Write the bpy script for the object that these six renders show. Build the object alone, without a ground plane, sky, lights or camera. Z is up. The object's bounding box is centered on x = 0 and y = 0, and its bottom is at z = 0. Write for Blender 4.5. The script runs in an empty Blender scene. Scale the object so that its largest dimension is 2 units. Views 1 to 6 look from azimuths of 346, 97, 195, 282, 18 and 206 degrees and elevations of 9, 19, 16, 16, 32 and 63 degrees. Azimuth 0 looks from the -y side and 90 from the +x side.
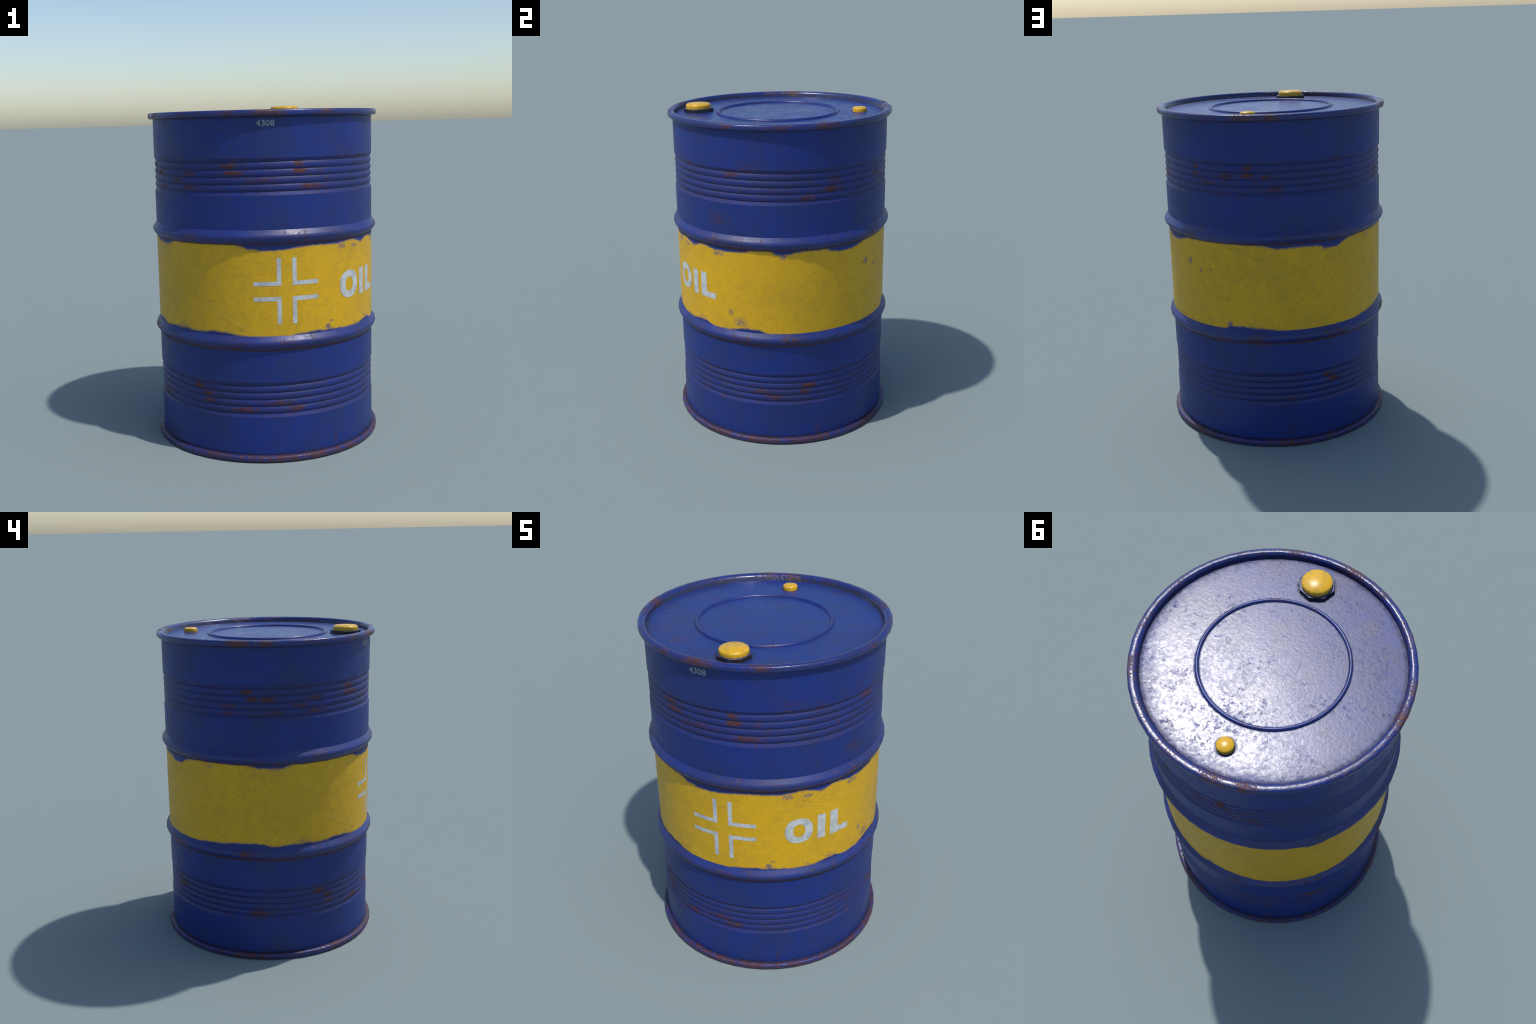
import bpy, bmesh, math
from math import sin, cos, pi, radians, hypot
from mathutils import Vector

# ------------------------------------------------------------------ sizes (metres)
SEG = 48                 # sides of the rolled sheet-metal drum
R_WALL = 0.6650          # drum wall
R_RIM = 0.6935           # folded rim, outermost
Z_TOP = 1.982            # top of the folded rim
Z_MID = Z_TOP / 2        # the drum is symmetric about this height
Z_LID = 1.950
HOOP_Z = 1.290           # upper rolling hoop (its twin is mirrored about Z_MID)
NUT_C, VENT_C = (0.0, -0.512), (0.0005, 0.4955)   # the two bungs on the lid


def mirror(z):
    return Z_TOP - z


# ------------------------------------------------------------------ node helpers
class Nodes:
    def __init__(self, name):
        self.mat = bpy.data.materials.new(name)
        self.mat.use_nodes = True
        self.nt = self.mat.node_tree
        self.nt.nodes.clear()
        self.out = self.nt.nodes.new('ShaderNodeOutputMaterial')
        self.bsdf = self.nt.nodes.new('ShaderNodeBsdfPrincipled')
        self.nt.links.new(self.bsdf.outputs[0], self.out.inputs[0])
        self.co = self.nt.nodes.new('ShaderNodeTexCoord').outputs['Object']

    def put(self, sock, val):
        if hasattr(val, 'is_output'):
            self.nt.links.new(val, sock)
        elif isinstance(val, (tuple, list)) and len(val) == 3 and sock.type == 'RGBA':
            sock.default_value = (*val, 1)
        else:
            sock.default_value = val

    def math(self, op, a, b=0.0, c=0.0, clamp=False):
        n = self.nt.nodes.new('ShaderNodeMath')
        n.operation = op
        n.use_clamp = clamp
        for s, v in zip(n.inputs, (a, b, c)):
            self.put(s, v)
        return n.outputs[0]

    def vec(self, op, a, b=(0, 0, 0), c=(0, 0, 0), value=False):
        n = self.nt.nodes.new('ShaderNodeVectorMath')
        n.operation = op
        self.put(n.inputs[0], a)
        self.put(n.inputs[1], b)
        if op == 'MULTIPLY_ADD':
            self.put(n.inputs[2], c)
        return n.outputs['Value'] if value else n.outputs['Vector']

    def noise(self, scale, detail=4, rough=0.55, distort=0.0, vec=None, stretch=None):
        v = self.co if vec is None else vec
        if stretch:
            v = self.vec('MULTIPLY', v, stretch)
        n = self.nt.nodes.new('ShaderNodeTexNoise')
        self.put(n.inputs['Vector'], v)
        n.inputs['Scale'].default_value = scale
        n.inputs['Detail'].default_value = detail
        n.inputs['Roughness'].default_value = rough
        n.inputs['Distortion'].default_value = distort
        return n.outputs[0]

    def step(self, x, lo, hi, to0=0.0, to1=1.0):
        n = self.nt.nodes.new('ShaderNodeMapRange')
        n.interpolation_type = 'SMOOTHSTEP'
        for s, v in zip(n.inputs[:5], (x, lo, hi, to0, to1)):
            self.put(s, v)
        return n.outputs[0]

    def lin(self, x, lo, hi, to0=0.0, to1=1.0):
        n = self.nt.nodes.new('ShaderNodeMapRange')
        for s, v in zip(n.inputs[:5], (x, lo, hi, to0, to1)):
            self.put(s, v)
        return n.outputs[0]

    def mix(self, f, a, b, mode='MIX'):
        n = self.nt.nodes.new('ShaderNodeMix')
        n.data_type = 'RGBA'
        n.blend_type = mode
        self.put(n.inputs[0], f)
        self.put(n.inputs[6], a)
        self.put(n.inputs[7], b)
        return n.outputs[2]

    def curve(self, x, pts):
        n = self.nt.nodes.new('ShaderNodeFloatCurve')
        m = n.mapping
        c = m.curves[0]
        while len(c.points) < len(pts):
            c.points.new(0.5, 0.5)
        for p, (a, b) in zip(c.points, pts):
            p.location = (a, b)
            p.handle_type = 'AUTO'
        m.update()
        self.put(n.inputs['Value'], x)
        return n.outputs[0]

    def bump(self, h, strength, dist):
        n = self.nt.nodes.new('ShaderNodeBump')
        n.inputs['Strength'].default_value = strength
        n.inputs['Distance'].default_value = dist
        self.put(n.inputs['Height'], h)
        self.nt.links.new(n.outputs[0], self.bsdf.inputs['Normal'])

    def xyz(self):
        n = self.nt.nodes.new('ShaderNodeSeparateXYZ')
        self.put(n.inputs[0], self.co)
        return n.outputs

    def spots(self, lst, gain=1.0):
        """Soft blots: (azimuth, height, radius, half width, half height, strength)."""
        tot = None
        for az, z, r, w, h, s in lst:
            a = radians(az)
            c = (r * sin(a), -r * cos(a), z)
            k = (1 / w, 1 / w, 1 / h)
            v = self.vec('MULTIPLY_ADD', self.co, k, tuple(-p * q for p, q in zip(c, k)))
            m = self.step(self.vec('LENGTH', v, value=True), 1.15, 0.0, 0.0, s * gain)
            tot = m if tot is None else self.math('MAXIMUM', tot, m)
        return tot


BLUE = (0.0055, 0.0260, 0.188)
BLUE_DULL = (0.0100, 0.0265, 0.138)
YELLOW = (0.64, 0.365, 0.007)
YELLOW_DULL = (0.53, 0.310, 0.013)
RUST = (0.105, 0.026, 0.022)
RUST_DARK = (0.045, 0.016, 0.013)
GRIME_SHADE = (0.020, 0.017, 0.012)  # dirt tone, also used for occlusion shade painted into the colour


def blue_paint(n):
    """Mottled blue coat: cleaner and duller patches with a fine speckle."""
    big = n.noise(3.2, 4, 0.6)
    fine = n.noise(55, 3, 0.7)
    speck = n.noise(170, 2, 0.5)
    m = n.step(n.math('ADD', n.math('MULTIPLY', big, 0.7), n.math('MULTIPLY', fine, 0.3)), 0.40, 0.62)
    col = n.mix(m, BLUE, BLUE_DULL)
    return n.mix(n.step(speck, 0.66, 0.74, 0.0, 0.35), col, (0.008, 0.016, 0.09))


def rust_over(n, col, density, fine_scale=85, amount=0.95):
    """Eat the coat away where fine noise falls under the local rust density."""
    f = n.noise(fine_scale, 6, 0.72, 0.8)
    mid = n.noise(13, 3, 0.6)
    x = n.math('ADD', n.math('MULTIPLY_ADD', f, 1.5, -0.30), n.math('MULTIPLY_ADD', mid, 0.3, density))
    mask = n.step(x, 0.85, 0.99, 0.0, amount)
    stain = n.step(x, 0.60, 0.95, 0.0, 0.50)
    tone = n.mix(n.step(n.noise(95, 3, 0.6), 0.40, 0.60), RUST_DARK, RUST)
    col = n.mix(stain, col, (0.050, 0.020, 0.050))
    return n.mix(mask, col, tone), mask


# ------------------------------------------------------------------ wall paint
# ragged edges of the sprayed yellow band: azimuth in degrees -> height in metres
EDGE_TOP = [(0, 1.226), (11, 1.234), (23, 1.230), (34, 1.241), (44, 1.221), (51, 1.241), (61, 1.226),
            (77, 1.236), (87, 1.252), (97, 1.226), (103, 1.239), (114, 1.246), (123, 1.226), (131, 1.220),
            (140, 1.234), (150, 1.248), (175, 1.253), (190, 1.245), (199, 1.226), (207, 1.230), (217, 1.226),
            (226, 1.206), (231, 1.224), (236, 1.242), (255, 1.258), (266, 1.257), (274, 1.239), (286, 1.230),
            (297, 1.253), (328, 1.254), (334, 1.242), (341, 1.222), (348, 1.217), (360, 1.226)]
EDGE_LOW = [(0, 0.733), (7, 0.741), (14, 0.743), (22, 0.740), (38, 0.733), (50, 0.749),
            (60, 0.728), (70, 0.737), (80, 0.752), (87, 0.737), (95, 0.726), (120, 0.726), (140, 0.728),
            (160, 0.727), (168, 0.731), (173, 0.752), (184, 0.748), (200, 0.730), (215, 0.724),
            (234, 0.724), (245, 0.738), (260, 0.750), (272, 0.758), (280, 0.751), (285, 0.738), (293, 0.748),
            (304, 0.747), (310, 0.741), (320, 0.752), (330, 0.740), (336, 0.731), (348, 0.726), (360, 0.733)]

WALL_RUST = [
    # upper corrugations
    (3, 1.690, .665, .045, .022, .40), (3.5, 1.650, .665, .060, .020, .40), (329, 1.682, .665, .075, .018, .28), (331, 1.642, .665, .085, .018, .30),
    (307, 1.640, .665, .075, .020, .26), (298, 1.600, .665, .060, .020, .22), (308, 1.562, .665, .080, .020, .22),
    (10, 1.563, .665, .110, .024, .24), (154, 1.683, .665, .030, .018, .34), (153, 1.642, .665, .040, .018, .30), (125, 1.650, .665, .060, .030, .20),
    (122, 1.598, .665, .110, .024, .26), (109, 1.562, .665, .080, .024, .26), (70, 1.690, .665, .070, .030, .22),
    (183, 1.686, .665, .045, .018, .40), (183, 1.646, .665, .055, .018, .42), (172, 1.642, .665, .060, .020, .26), (192, 1.636, .665, .050, .020, .28),
    (162, 1.597, .665, .060, .022, .20), (196, 1.565, .665, .070, .022, .22), (271, 1.683, .665, .060, .018, .38), (274, 1.643, .665, .050, .018, .44),
    (281, 1.641, .665, .060, .020, .34), (262, 1.600, .665, .080, .022, .22), (286, 1.562, .665, .080, .022, .24),
    (262, 1.562, .665, .060, .022, .20), (345, 1.600, .665, .120, .025, .16),
    # lower corrugations
    (309, 0.417, .665, .050, .022, .38), (315, 0.381, .665, .050, .022, .38), (316, 0.340, .665, .060, .020, .24),
    (352, 0.340, .665, .110, .022, .22), (334, 0.301, .665, .120, .022, .26), (1, 0.305, .665, .070, .020, .26),
    (110, 0.381, .665, .060, .024, .40), (108, 0.342, .665, .050, .020, .26), (85, 0.342, .665, .090, .022, .18),
    (92, 0.311, .665, .090, .022, .20), (221, 0.421, .665, .060, .022, .38), (225, 0.386, .665, .050, .022, .40),
    (276, 0.301, .665, .110, .022, .22), (200, 0.300, .665, .100, .022, .12),
    # open wall
    (62, 1.417, .665, .120, .060, .22), (65, 1.780, .665, .080, .070, .17), (80, 1.745, .665, .110, .050, .17),
    (28, 1.758, .665, .130, .060, .17), (42, 1.735, .665, .060, .050, .14), (40, 1.400, .665, .070, .070, .15),
    (22, 0.090, .665, .030, .060, .22), (115, 0.080, .665, .040, .045, .22), (200, 0.080, .665, .045, .045, .20),
    (286, 0.080, .665, .045, .045, .20), (255, 1.40, .665, .09, .05, .10), (205, 1.40, .665, .10, .05, .10),
]
BARE_SPOTS = [
    (146, 1.110, .665, .030, .034, .52), (154, 1.067, .665, .018, .022, .42), (161, 1.081, .665, .015, .017, .40),
    (171, 0.762, .665, .026, .028, .58), (74, 0.790, .665, .085, .045, .31), (69, 0.850, .665, .035, .045, .24),
    (27, 1.212, .665, .050, .026, .42), (37, 1.205, .665, .055, .022, .36), (62, 1.205, .665, .070, .026, .38),
    (97, 1.212, .665, .036, .026, .44), (18, 0.760, .665, .032, .026, .50), (20, 0.790, .665, .022, .008, .48),
    (37, 0.745, .665, .016, .014, .48), (220, 1.205, .665, .026, .016, .42), (250, 1.225, .665, .070, .022, .26),
    (300, 0.765, .665, .090, .030, .22), (50, 0.765, .665, .060, .030, .24), (285, 1.215, .665, .050, .018, .26),
]
# scratches through the yellow: (azimuth, height) to (azimuth, height), half width, strength
SCRATCHES = [
    ((312, .911), (346, .732), .0016, .75), ((311, .893), (338, .752), .0010, .40),
    ((165, 1.252), (191, 1.140), .0012, .55), ((170, 1.248), (193, 1.140), .0010, .50),
    ((169, 1.240), (188, 1.150), .0008, .40), ((36, 1.250), (30, 1.150), .0010, .50),
    ((40, 1.250), (36, 1.165), .0010, .60), ((45, 1.228), (37, 1.155), .0014, .60),
    ((30, 1.148), (46, 1.110), .0014, .50), ((32, 1.118), (49, 1.092), .0010, .35),
    ((299, .742), (301, .800), .0010, .60), ((303, .742), (305.5, .795), .0010, .60), ((307, .742), (309, .775), .0010, .40),
    ((47, .790), (54, .735), .0010, .60), ((43, .800), (51, .735), .0012, .60), ((130, .860), (165, .745), .0008, .25),
    ((252, 1.235), (245, 1.195), .0010, .40), ((256, 1.245), (250, 1.200), .0012, .50),
    ((118, 1.230), (122, 1.180), .0010, .40),
]


def make_wall_paint():
    n = Nodes('drum_wall_paint')
    x, y, z = n.xyz()
    turn = n.math('FRACT', n.math('DIVIDE', n.math('ARCTAN2', x, n.math('MULTIPLY', y, -1)), 2 * pi))
    comb = n.nt.nodes.new('ShaderNodeCombineXYZ')
    n.put(comb.inputs[0], n.math('MULTIPLY', turn, 2 * pi * R_WALL))
    n.put(comb.inputs[1], z)
    unrolled = comb.outputs[0]

    blue = blue_paint(n)
    dens = n.spots(WALL_RUST, 1.12)
    # worn crests of the corrugations: a little rust all round, and a thin rusty line on each sharp edge
    for zc in (1.621, mirror(1.621)):
        inband = n.step(n.math('ABSOLUTE', n.math('SUBTRACT', z, zc)), 0.108, 0.092, 0.0, 0.14)
        dens = n.math('ADD', dens, inband)
    for ze in (1.722, 1.520, mirror(1.722), mirror(1.520)):
        line = n.step(n.math('ABSOLUTE', n.math('SUBTRACT', z, ze)), 0.0045, 0.0005, 0.0, 0.15)
        dens = n.math('ADD', dens, line)
    for ze in (HOOP_Z - .041, mirror(HOOP_Z) - .041):
        line = n.step(n.math('ABSOLUTE', n.math('SUBTRACT', z, ze)), 0.010, 0.002, 0.0, 0.30)
        dens = n.math('ADD', dens, line)
    blue, rmask = rust_over(n, blue, dens)
    breakup = n.lin(n.noise(18, 4, 0.7), 0.3, 0.7, 0.35, 0.95)
    crust_shade = None
    for ze, w in ((Z_TOP - .0366, .011), (.0366, .012), (HOOP_Z - .040, .008), (mirror(HOOP_Z) - .040, .009)):  # crease lines at rims and hoops: part dirt, part painted occlusion
        g = n.step(n.math('ABSOLUTE', n.math('SUBTRACT', z, ze)), w, w * .15)
        crust_shade = g if crust_shade is None else n.math('MAXIMUM', crust_shade, g)
    # dark line painted in every groove: baked shade with some dirt
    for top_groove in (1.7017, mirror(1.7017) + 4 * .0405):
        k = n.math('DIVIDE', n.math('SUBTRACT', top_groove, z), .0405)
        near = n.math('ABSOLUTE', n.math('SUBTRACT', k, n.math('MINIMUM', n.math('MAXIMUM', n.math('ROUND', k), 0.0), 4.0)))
        crust_shade = n.math('MAXIMUM', crust_shade, n.step(near, 0.11, 0.03, 0.0, 0.75))
    crust_shade = n.math('MULTIPLY', crust_shade, breakup)

    # sprayed yellow band
    smear = n.noise(13, 6, 0.7, 0.8)
    cloud = n.noise(2.6, 3, 0.5)
    st = n.math('ADD', n.math('MULTIPLY', smear, 0.6), n.math('MULTIPLY', cloud, 0.4))
    yel = n.mix(n.step(st, 0.40, 0.64), YELLOW, YELLOW_DULL)
    smut = n.step(n.noise(30, 6, 0.72, 2.2), 0.52, 0.74, 0.0, 0.65)
    yel = n.mix(smut, yel, (0.22, 0.155, 0.035))
    fleck = n.step(n.noise(120, 2, 0.5), 0.66, 0.74, 0.0, 0.35)
    yel = n.mix(fleck, yel, (0.16, 0.11, 0.04))

    def edge(points, z0, span):
        c = n.curve(turn, [(a / 360, (h - z0) / span) for a, h in points])
        return n.math('MULTIPLY_ADD', c, span, z0)
    top = edge(EDGE_TOP, 1.19, 0.08)
    low = edge(EDGE_LOW, 0.71, 0.08)
    rag = n.math('ADD', n.math('MULTIPLY', n.math('SUBTRACT', n.noise(30, 3, 0.6, vec=unrolled), 0.5), 0.022),
                 n.math('MULTIPLY', n.math('SUBTRACT', n.noise(190, 4, 0.75, vec=unrolled, stretch=(1.3, 0.6, 1)), 0.5), 0.026))
    below_top = n.step(n.math('SUBTRACT', n.math('ADD', top, rag), z), -0.007, 0.012)
    above_low = n.step(n.math('SUBTRACT', z, n.math('ADD', low, rag)), -0.007, 0.012)
    band = n.math('MULTIPLY', below_top, above_low)
    bare = n.math('MULTIPLY', n.spots(BARE_SPOTS), n.lin(n.noise(60, 6, 0.75, 1.2), 0.38, 0.62, 0.0, 1.5))
    band = n.math('MULTIPLY', band, n.step(bare, 0.05, 0.34, 1.0, 0.30))
    # scratches
    wob = n.math('MULTIPLY', n.math('SUBTRACT', n.noise(14, 2, 0.5), 0.5), 0.006)
    gap = n.step(n.noise(40, 2, 0.6), 0.36, 0.50)
    scr = pale = None
    for (a0, z0), (a1, z1), w, s in SCRATCHES:
        p0 = Vector((radians(a0) * R_WALL, z0, 0))
        d = Vector((radians(a1) * R_WALL, z1, 0)) - p0
        ln = d.length
        d.normalize()
        q = n.vec('SUBTRACT', unrolled, tuple(p0))
        t = n.vec('DOT_PRODUCT', q, tuple(d), value=True)
        o = n.math('ADD', n.vec('DOT_PRODUCT', q, (-d.y, d.x, 0), value=True), wob)
        m = n.step(n.math('ABSOLUTE', o), w * 1.5, w * 0.3, 0.0, s)
        e = n.step(n.math('ABSOLUTE', n.math('SUBTRACT', t, ln / 2)), ln / 2, ln * 0.38)
        m = n.math('MULTIPLY', m, e)
        if pale is None:          # the longest one shows bright primer
            pale = m
            continue
        scr = m if scr is None else n.math('MAXIMUM', scr, m)
    scr = n.math('MULTIPLY', scr, gap)
    yel = n.mix(scr, yel, (0.085, 0.062, 0.060))
    yel = n.mix(n.math('MULTIPLY', pale, 0.8), yel, (0.62, 0.44, 0.14))
    col = n.mix(crust_shade, n.mix(band, blue, yel), GRIME_SHADE)
    n.put(n.bsdf.inputs['Base Color'], col)
    ro = n.lin(n.noise(22, 5, 0.65), 0.3, 0.7, 0.40, 0.56)
    ro = n.math('ADD', ro, n.math('MULTIPLY', rmask, 0.22))
    n.put(n.bsdf.inputs['Roughness'], ro)
    h = n.math('ADD', n.math('MULTIPLY', n.noise(70, 4, 0.6, stretch=(1, 1, .6)), 0.5), n.math('MULTIPLY', rmask, -0.6))
    h = n.math('ADD', h, n.math('MULTIPLY', scr, -0.8))
    n.bump(h, 0.22, 0.004)
    n.bsdf.inputs['Specular IOR Level'].default_value = 0.36
    return n.mat


def make_part_paint(name, rust_spots, base_density, rough=(0.28, 0.46), bump=0.20, fine=62, lines=(), grime_shade=()):
    n = Nodes(name)
    x, y, z = n.xyz()
    blue = blue_paint(n)
    dens = n.math('ADD', n.spots(rust_spots), base_density) if rust_spots else base_density
    for ze, w, s in lines:
        dens = n.math('ADD', dens, n.step(n.math('ABSOLUTE', n.math('SUBTRACT', z, ze)), w, w * .2, 0.0, s))
    blue, rmask = rust_over(n, blue, dens, fine)
    breakup = n.lin(n.noise(18, 4, 0.7), 0.3, 0.7, 0.35, 0.95)
    rad = n.vec('LENGTH', n.vec('MULTIPLY', n.co, (1, 1, 0)), value=True)
    for rg, zg, w in grime_shade:  # dark rings mixed into the colour: crease dirt and baked shade
        d = n.math('ADD', n.math('ABSOLUTE', n.math('SUBTRACT', rad, rg)), n.math('ABSOLUTE', n.math('SUBTRACT', z, zg)))
        blue = n.mix(n.math('MULTIPLY', n.step(d, w, w * .15), breakup), blue, GRIME_SHADE)
    n.put(n.bsdf.inputs['Base Color'], blue)
    ro = n.lin(n.noise(24, 4, 0.6), 0.3, 0.7, *rough)
    n.put(n.bsdf.inputs['Roughness'], n.math('ADD', ro, n.math('MULTIPLY', rmask, 0.25)))
    h = n.math('ADD', n.math('MULTIPLY', n.noise(60, 4, 0.6), 0.5), n.math('MULTIPLY', rmask, -0.7))
    n.bump(h, bump, 0.004)
    return n.mat


def make_lid_paint():
    n = Nodes('drum_lid_paint')
    blue = blue_paint(n)
    blots = [(318, Z_LID, .52, .09, .03, .16), (25, Z_LID, .60, .10, .03, .16), (350, Z_LID, .60, .10, .03, .12),
             (300, Z_LID, .55, .09, .03, .14), (268, Z_LID, .58, .06, .03, .14), (240, Z_LID, .45, .07, .03, .14),
             (150, Z_LID, .56, .07, .03, .12), (205, Z_LID, .22, .06, .03, .10), (335, Z_LID, .25, .05, .03, .10)]
    col, rmask = rust_over(n, blue, n.math('ADD', n.spots(blots), 0.015), 85, 0.8)
    # contact shade painted as dark broken rings round fittings, bead and lid edge
    x, y, z = n.xyz()
    breakup = n.lin(n.noise(22, 4, 0.7), 0.3, 0.7, 0.3, 0.9)
    dull = None
    for (cx, cy), r, w, s in ((NUT_C, .094, .016, .8), (VENT_C, .043, .018, .8), ((0, -.011), .3590, .009, .75),
                              ((0, -.011), .3800, .009, .75), ((0, -.0055), .6405, .022, .7)):
        d = n.vec('LENGTH', n.vec('MULTIPLY', n.vec('SUBTRACT', n.co, (cx, cy, 0)), (1, 1, 0)), value=True)
        g = n.step(n.math('ABSOLUTE', n.math('SUBTRACT', d, r)), w, 0.0, 0.0, s)
        dull = g if dull is None else n.math('MAXIMUM', dull, g)
    dull = n.math('MULTIPLY', dull, breakup)
    col = n.mix(dull, col, GRIME_SHADE)
    n.put(n.bsdf.inputs['Base Color'], col)
    wear = n.math('ADD', n.math('MULTIPLY', n.noise(7.5, 6, 0.68), 0.35), n.math('MULTIPLY', n.noise(42, 4, 0.65, 0.8), 0.65))
    ro = n.lin(wear, 0.40, 0.62, 0.255, 0.40)
    pit = n.step(n.noise(48, 3, 0.6, 0.5), 0.54, 0.64, 0.0, 0.16)
    ro = n.math('ADD', ro, n.math('MULTIPLY', pit, n.step(n.noise(5, 4, 0.6), 0.42, 0.60)))
    n.bsdf.inputs['Specular IOR Level'].default_value = 0.58
    rad = n.vec('LENGTH', n.vec('MULTIPLY', n.co, (1, 1, 0)), value=True)
    ro = n.math('ADD', ro, n.step(rad, 0.54, 0.65, 0.0, 0.13))
    n.put(n.bsdf.inputs['Roughness'], n.math('ADD', ro, n.math('ADD', n.math('MULTIPLY', rmask, 0.2), n.math('MULTIPLY', dull, 0.4))))
    h = n.math('ADD', n.math('MULTIPLY', n.noise(58, 4, 0.6, 0.5), 0.7), n.math('MULTIPLY', rmask, -0.5))
    n.bump(h, 0.16, 0.004)
    return n.mat


def make_plain(name, base, alt, scale, rough, bump=0.08, spec=0.5):
    n = Nodes(name)
    m = n.step(n.noise(scale, 5, 0.65), 0.42, 0.66)
    n.put(n.bsdf.inputs['Base Color'], n.mix(m, base, alt))
    n.put(n.bsdf.inputs['Roughness'], n.lin(n.noise(scale * 1.7, 3, 0.6), .3, .7, *rough))
    n.bsdf.inputs['Specular IOR Level'].default_value = spec
    n.bump(n.noise(scale * 3, 4, 0.6), bump, 0.003)
    return n.mat


def make_cap_paint():
    n = Nodes('yellow_cap_paint')
    m = n.step(n.noise(26, 5, 0.65), 0.44, 0.68)
    col = n.mix(m, (0.66, 0.375, 0.012), (0.52, 0.305, 0.022))
    col = n.mix(n.step(n.noise(70, 4, 0.7), 0.60, 0.76, 0, .5), col, (0.20, 0.14, 0.04))
    n.put(n.bsdf.inputs['Base Color'], col)
    n.put(n.bsdf.inputs['Roughness'], n.lin(n.noise(50, 3, 0.6), .3, .7, .27, .38))
    n.bump(n.noise(60, 3, 0.6), 0.12, 0.003)
    return n.mat


# ------------------------------------------------------------------ mesh helpers
def link(name, mesh, mat, parent, sharp=25):
    o = bpy.data.objects.new(name, mesh)
    bpy.context.scene.collection.objects.link(o)
    if mat:
        mesh.materials.append(mat)
    if sharp is not None:
        for p in mesh.polygons:
            p.use_smooth = True
        mesh.set_sharp_from_angle(angle=radians(sharp))
    o.parent = parent
    return o


def lathe(name, profile, seg, mat, parent, centre0=(0, 0), phase=0.0, closed=False, sharp=25):
    """Revolve (radius, height) pairs, listed so that faces point outwards, about a vertical axis."""
    bm = bmesh.new()
    rings = []
    for r, z, *off in profile:
        centre = off[0] if off else centre0
        if r < 1e-6:
            rings.append([bm.verts.new((centre[0], centre[1], z))])
        else:
            rings.append([bm.verts.new((centre[0] + r * cos(phase + 2 * pi * i / seg),
                                        centre[1] + r * sin(phase + 2 * pi * i / seg), z)) for i in range(seg)])
    pairs = list(zip(rings, rings[1:]))
    if closed:
        pairs.append((rings[-1], rings[0]))
    for a, b in pairs:
        for i in range(seg):
            j = (i + 1) % seg
            if len(a) == 1 and len(b) == 1:
                continue
            if len(a) == 1:
                f = (a[0], b[i], b[j])
            elif len(b) == 1:
                f = (a[i], b[0], a[j])
            else:
                f = (a[i], b[i], b[j], a[j])
            bm.faces.new(f)
    bmesh.ops.recalc_face_normals(bm, faces=bm.faces)
    me = bpy.data.meshes.new(name)
    bm.to_mesh(me)
    bm.free()
    return link(name, me, mat, parent, sharp)


def wall_point(az, z, proud):
    """Point on the flat-sided wall at azimuth az (degrees; 0 on -y, 90 on +x)."""
    step = 360 / SEG
    mid = (math.floor(az / step) + 0.5) * step
    r = R_WALL * cos(radians(step / 2)) / cos(radians(az - mid)) + proud
    return Vector((r * sin(radians(az)), -r * cos(radians(az)), z))


def paint_patch(name, verts, faces, mat, parent, proud=0.0008):
    """A film of paint: (azimuth, height) vertices laid on the wall with a tiny thickness of its own."""
    me = bpy.data.meshes.new(name)
    me.from_pydata([wall_point(a, z, proud) for a, z in verts], [], faces)
    bm = bmesh.new()
    bm.from_mesh(me)
    bmesh.ops.recalc_face_normals(bm, faces=bm.faces)
    c = sum((f.normal.dot(Vector((f.calc_center_median().x, f.calc_center_median().y, 0))) for f in bm.faces))
    if c < 0:
        bmesh.ops.reverse_faces(bm, faces=bm.faces)
    bm.to_mesh(me)
    bm.free()
    o = link(name, me, mat, parent, None)
    for p in me.polygons:
        p.use_smooth = True
    me.normals_split_custom_set_from_vertices([Vector((v.co.x, v.co.y, 0)).normalized() for v in me.vertices])
    return o


def strip(a0, a1, z0, z1, verts, faces):
    n = max(1, round(abs(a1 - a0) / 0.5))
    base = len(verts)
    for i in range(n + 1):
        a = a0 + (a1 - a0) * i / n
        verts += [(a, z0), (a, z1)]
    for i in range(n):
        k = base + 2 * i
        faces.append((k, k + 2, k + 3, k + 1))


# ------------------------------------------------------------------ build
drum = bpy.data.objects.new('oil_drum', None)
bpy.context.scene.collection.objects.link(drum)
drum['label'] = 'worn blue steel oil drum with yellow painted band'
drum['category'] = 'oil barrel'

wall_mat = make_wall_paint()
hoop_spots = [(0, HOOP_Z, .68, .10, .04, .12), (60, HOOP_Z, .68, .12, .04, .14), (150, HOOP_Z, .68, .10, .04, .12),
              (310, HOOP_Z, .68, .08, .03, .18), (355, mirror(HOOP_Z), .68, .15, .04, .16),
              (330, mirror(HOOP_Z), .68, .10, .04, .18), (75, mirror(HOOP_Z), .68, .10, .04, .20),
              (100, mirror(HOOP_Z), .68, .08, .04, .22), (270, mirror(HOOP_Z), .68, .08, .04, .26),
              (185, mirror(HOOP_Z), .68, .08, .04, .20), (225, mirror(HOOP_Z), .68, .10, .04, .16)]
hoop_mat = make_part_paint('hoop_paint', hoop_spots, 0.115, (0.34, 0.50), 0.25,
                           lines=[(HOOP_Z - .037, .010, .22), (mirror(HOOP_Z) - .037, .012, .30)])
ZR = Z_TOP - .018
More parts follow.
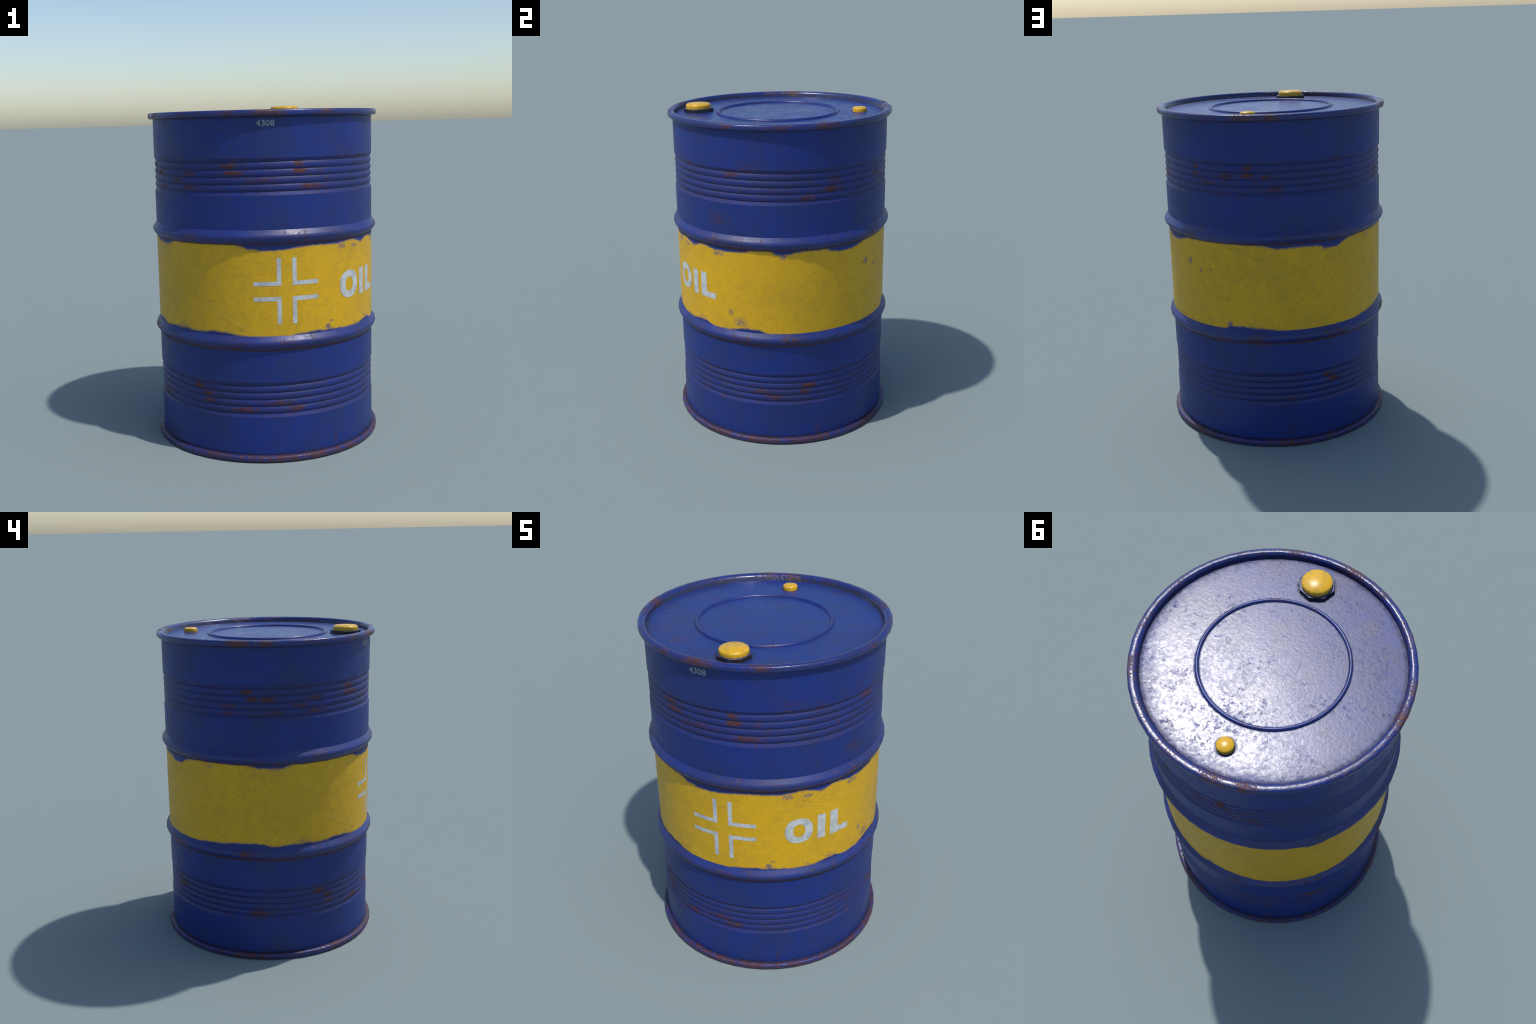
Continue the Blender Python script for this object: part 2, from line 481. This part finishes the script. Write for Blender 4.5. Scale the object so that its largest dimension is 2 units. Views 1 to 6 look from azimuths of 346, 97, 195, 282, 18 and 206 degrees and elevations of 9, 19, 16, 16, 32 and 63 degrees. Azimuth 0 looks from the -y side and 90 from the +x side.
rim_spots = [(268, ZR, .685, .10, .05, .36), (282, ZR, .685, .08, .05, .26), (182, ZR, .685, .10, .05, .28),
             (195, ZR, .685, .08, .05, .24), (349, ZR, .685, .12, .05, .26), (15, ZR, .685, .09, .05, .20),
             (330, ZR, .685, .10, .05, .18), (117, ZR, .685, .10, .05, .22), (97, ZR, .685, .10, .05, .16),
             (69, ZR, .685, .10, .05, .16), (305, ZR, .685, .10, .05, .14), (160, ZR, .685, .10, .05, .12)]
rim_mat = make_part_paint('top_rim_paint', rim_spots, 0.13, (0.20, 0.36), 0.30, 70, grime_shade=[(.640, Z_LID - .002, .040), (.665, Z_TOP - .037, .014)])  # inner wall darkened with painted shade; underside crease mixes dirt and shade
foot_spots = [(az, .02, .685, .16, .06, s) for az, s in
              ((350, .12), (10, .12), (30, .08), (60, .10), (85, .12), (110, .10), (150, .16), (200, .10), (270, .10), (320, .08))]
foot_mat = make_part_paint('bottom_rim_paint', foot_spots, 0.25, (0.30, 0.46), 0.35, 60, grime_shade=[(.665, .037, .014)])  # crease above the foot: dirt mixed with painted shade
bead_mat = make_part_paint('bead_paint', [(20, Z_LID, .37, .10, .04, .12), (190, Z_LID, .37, .14, .04, .10)], 0.09, (0.28, 0.42), 0.2, 60)
lid_mat = make_lid_paint()
cap_mat = make_cap_paint()
nut_mat = make_plain('shaded_nut', (0.012, 0.012, 0.016), (0.022, 0.020, 0.022), 40, (0.40, 0.6), 0.15)  # near-black sides hold baked occlusion as their colour
white_mat = make_plain('stencil_white', (0.52, 0.53, 0.53), (0.36, 0.37, 0.37), 22, (0.42, 0.58), 0.12)
grey_mat = make_plain('stencil_grey', (0.21, 0.25, 0.275), (0.15, 0.18, 0.20), 60, (0.45, 0.6), 0.1)


# --- wall: plain sheet with two bands of four pressed ridges each
def corrugation(z_hi):
    """Profile of one band from its upper edge downwards."""
    pitch, g, p = 0.0405, 0.6556, 0.6622
    pts = [(R_WALL, z_hi)]
    z0 = z_hi - 0.0205
    for k in range(4):
        for i in range(8):
            t = i / 8
            pts.append((g + (p - g) * sin(pi * t) ** 0.75, z0 - (k + t) * pitch))
    zb = z0 - 4 * pitch
    pts.append((g, zb))
    pts.append((R_WALL, zb - 0.0205))
    return pts


up = corrugation(1.7222)
prof = [(R_WALL, Z_TOP - .030)] + up
lo = [(r, mirror(z)) for r, z in reversed(up)]
prof += [(R_WALL, HOOP_Z), (R_WALL, mirror(HOOP_Z))] + lo + [(R_WALL, .030)]
lathe('drum_wall', prof, SEG, wall_mat, drum, sharp=20)

# --- rolling hoops
hp = [(.6630, .0425), (.6655, .0390), (.6742, .0275), (.6810, .0185), (.6852, .0130), (.6876, .0075), (.6886, .0025)]
hp = hp + [(r, -z) for r, z in reversed(hp)]
for zc in (HOOP_Z, mirror(HOOP_Z)):
    lathe('rolling_hoop', [(r, zc + z) for r, z in hp], SEG, hoop_mat, drum, sharp=35)

# --- folded rims: rounded outside, slanting inside down to the sunken head
def rim_profile():
    zc, h, rc, w = Z_TOP - .0183, .0183, .6720, R_RIM - .6720
    pts = []
    for i in range(15):                       # from underside round the outside to the crown
        a = -pi / 2 + pi * i / 14
        ca, sa = cos(a), sin(a)
        k = 2 / 3.2
        pts.append((rc + w * abs(ca) ** k, zc + h * math.copysign(abs(sa) ** k, sa)))
    inner = [(.6640, .0002), (.6580, .0022), (.6530, .0062), (.6490, .0125), (.6470, .0200), (.6445, .0280), (.6425, .0345)]
    pts += [(r, Z_TOP - d, (0, -.0085 * i / 6)) for i, (r, d) in enumerate(inner)]   # the head sits a hair off centre
    pts += [(.6450, Z_TOP - .0366), (.6600, Z_TOP - .0366)]
    return pts


rp = rim_profile()
lathe('top_rim', rp, SEG, rim_mat, drum, closed=True, sharp=50)
lathe('bottom_rim', [(r, mirror(z), *o) for r, z, *o in rp], SEG, foot_mat, drum, closed=True, sharp=50)

# --- sunken lid and base
lid = lathe('lid', [(.6500, Z_LID - .004), (.6500, Z_LID), (.30, Z_LID), (0, Z_LID)], SEG, lid_mat, drum)
lathe('base_plate', [(.6430, mirror(Z_LID) + .004), (.6430, mirror(Z_LID)), (.30, mirror(Z_LID)), (0, mirror(Z_LID))], SEG, lid_mat, drum)
bead = [(.3695 + .0105 * cos(pi * i / 10), Z_LID - .0008 + .0120 * sin(pi * i / 10)) for i in range(11)]
lathe('lid_bead', bead, 96, bead_mat, lid, centre0=(0, -.011), sharp=60)

# --- bungs
nut_top_mat = make_part_paint('nut_top_paint', [], 0.12, (0.3, 0.45), 0.2, 60)
nut = lathe('bung_nut', [(.0946, Z_LID - .002), (.0940, Z_LID + .0185), (.0925, Z_LID + .0200), (0, Z_LID + .0200)],
            8, nut_mat, lid, centre0=NUT_C, sharp=20)
nut.data.materials.append(nut_top_mat)
for p in nut.data.polygons:          # the flat top is plain blue, free of the sides' painted shade
    if p.normal.z > 0.95:
        p.material_index = 1
lathe('bung_cap', [(.0780, Z_LID + .018), (.0787, Z_LID + .026), (.0787, Z_LID + .0385), (.0770, Z_LID + .0425), (.0700, Z_LID + .0480),
                   (0, Z_LID + .0500)],
      16, cap_mat, nut, centre0=NUT_C, sharp=60)
lathe('vent_cap', [(.0425, Z_LID - .002), (.0432, Z_LID + .008), (.0432, Z_LID + .0190), (.0418, Z_LID + .0225), (.0365, Z_LID + .0265),
                   (0, Z_LID + .0283)],
      16, cap_mat, lid, centre0=VENT_C, sharp=60)

# --- stencilled open cross: four L-shaped brackets
CA, CZ = -3.80, .9866
for sa in (-1, 1):
    for sz in (-1, 1):
        v, f = [], []
        a_in, a_out, a_end = CA + sa * 2.74, CA + sa * 4.83, CA + sa * 16.10
        z_in, z_out, z_end = CZ + sz * .0312, CZ + sz * .0556, CZ + sz * .1866
        strip(a_in, a_out, z_out, z_end, v, f)
        strip(a_in, a_out, z_in, z_out, v, f)
        strip(a_out, a_end, z_in, z_out, v, f)
        paint_patch('cross_bracket', v, f, white_mat, drum)

# --- stencilled word
Z0, Z1 = .9065, 1.0625
v, f = [], []
N = 64
for i in range(N):
    a = 2 * pi * i / N
    def sup(c, k):
        return math.copysign(abs(c) ** (2 / k), c)
    v += [(32.55 + 6.86 * sup(cos(a), 2.25), .9845 + .0800 * sup(sin(a), 2.25)),
          (32.55 + 2.98 * sup(cos(a), 2.2), .9845 + .0415 * sup(sin(a), 2.2))]
    # two extra rings keep the film on the flat sides of the wall
for i in range(N):
    v.append((.5 * (v[2 * i][0] + v[2 * i + 1][0]), .5 * (v[2 * i][1] + v[2 * i + 1][1])))
for i in range(N):
    j = (i + 1) % N
    f += [(2 * i, 2 * j, 2 * N + j, 2 * N + i), (2 * N + i, 2 * N + j, 2 * j + 1, 2 * i + 1)]
paint_patch('letter', v, f, white_mat, drum, .0012)
v, f = [], []
strip(41.85, 46.00, Z0, Z1, v, f)
paint_patch('letter', v, f, white_mat, drum)
v, f = [], []
strip(48.85, 53.18, .9450, Z1, v, f)
strip(48.85, 53.18, Z0, .9450, v, f)
strip(53.18, 59.55, Z0, .9450, v, f)
paint_patch('letter', v, f, white_mat, drum)

# --- serial number under the rim
for ch, a0, a1 in (('4', -17.05, -14.98), ('3', -14.66, -12.88), ('0', -12.62, -10.60), ('8', -10.36, -8.40)):
    cu = bpy.data.curves.new('digit', 'FONT')
    cu.body = ch
    cu.offset = 0.022
    cu.resolution_u = 6
    to = bpy.data.objects.new('digit_source', cu)
    bpy.context.scene.collection.objects.link(to)
    bpy.context.view_layer.update()
    me = to.to_mesh()
    xs = [q.co.x for q in me.vertices]
    ys = [q.co.y for q in me.vertices]
    x0, x1, y0, y1 = min(xs), max(xs), min(ys), max(ys)
    v = [(a0 + (a1 - a0) * (q.co.x - x0) / (x1 - x0), 1.8928 + .0338 * (q.co.y - y0) / (y1 - y0)) for q in me.vertices]
    f = [tuple(p.vertices) for p in me.polygons]
    to.to_mesh_clear()
    bpy.data.objects.remove(to)
    bpy.data.curves.remove(cu)
    paint_patch('digit', v, f, grey_mat, drum, .0010)
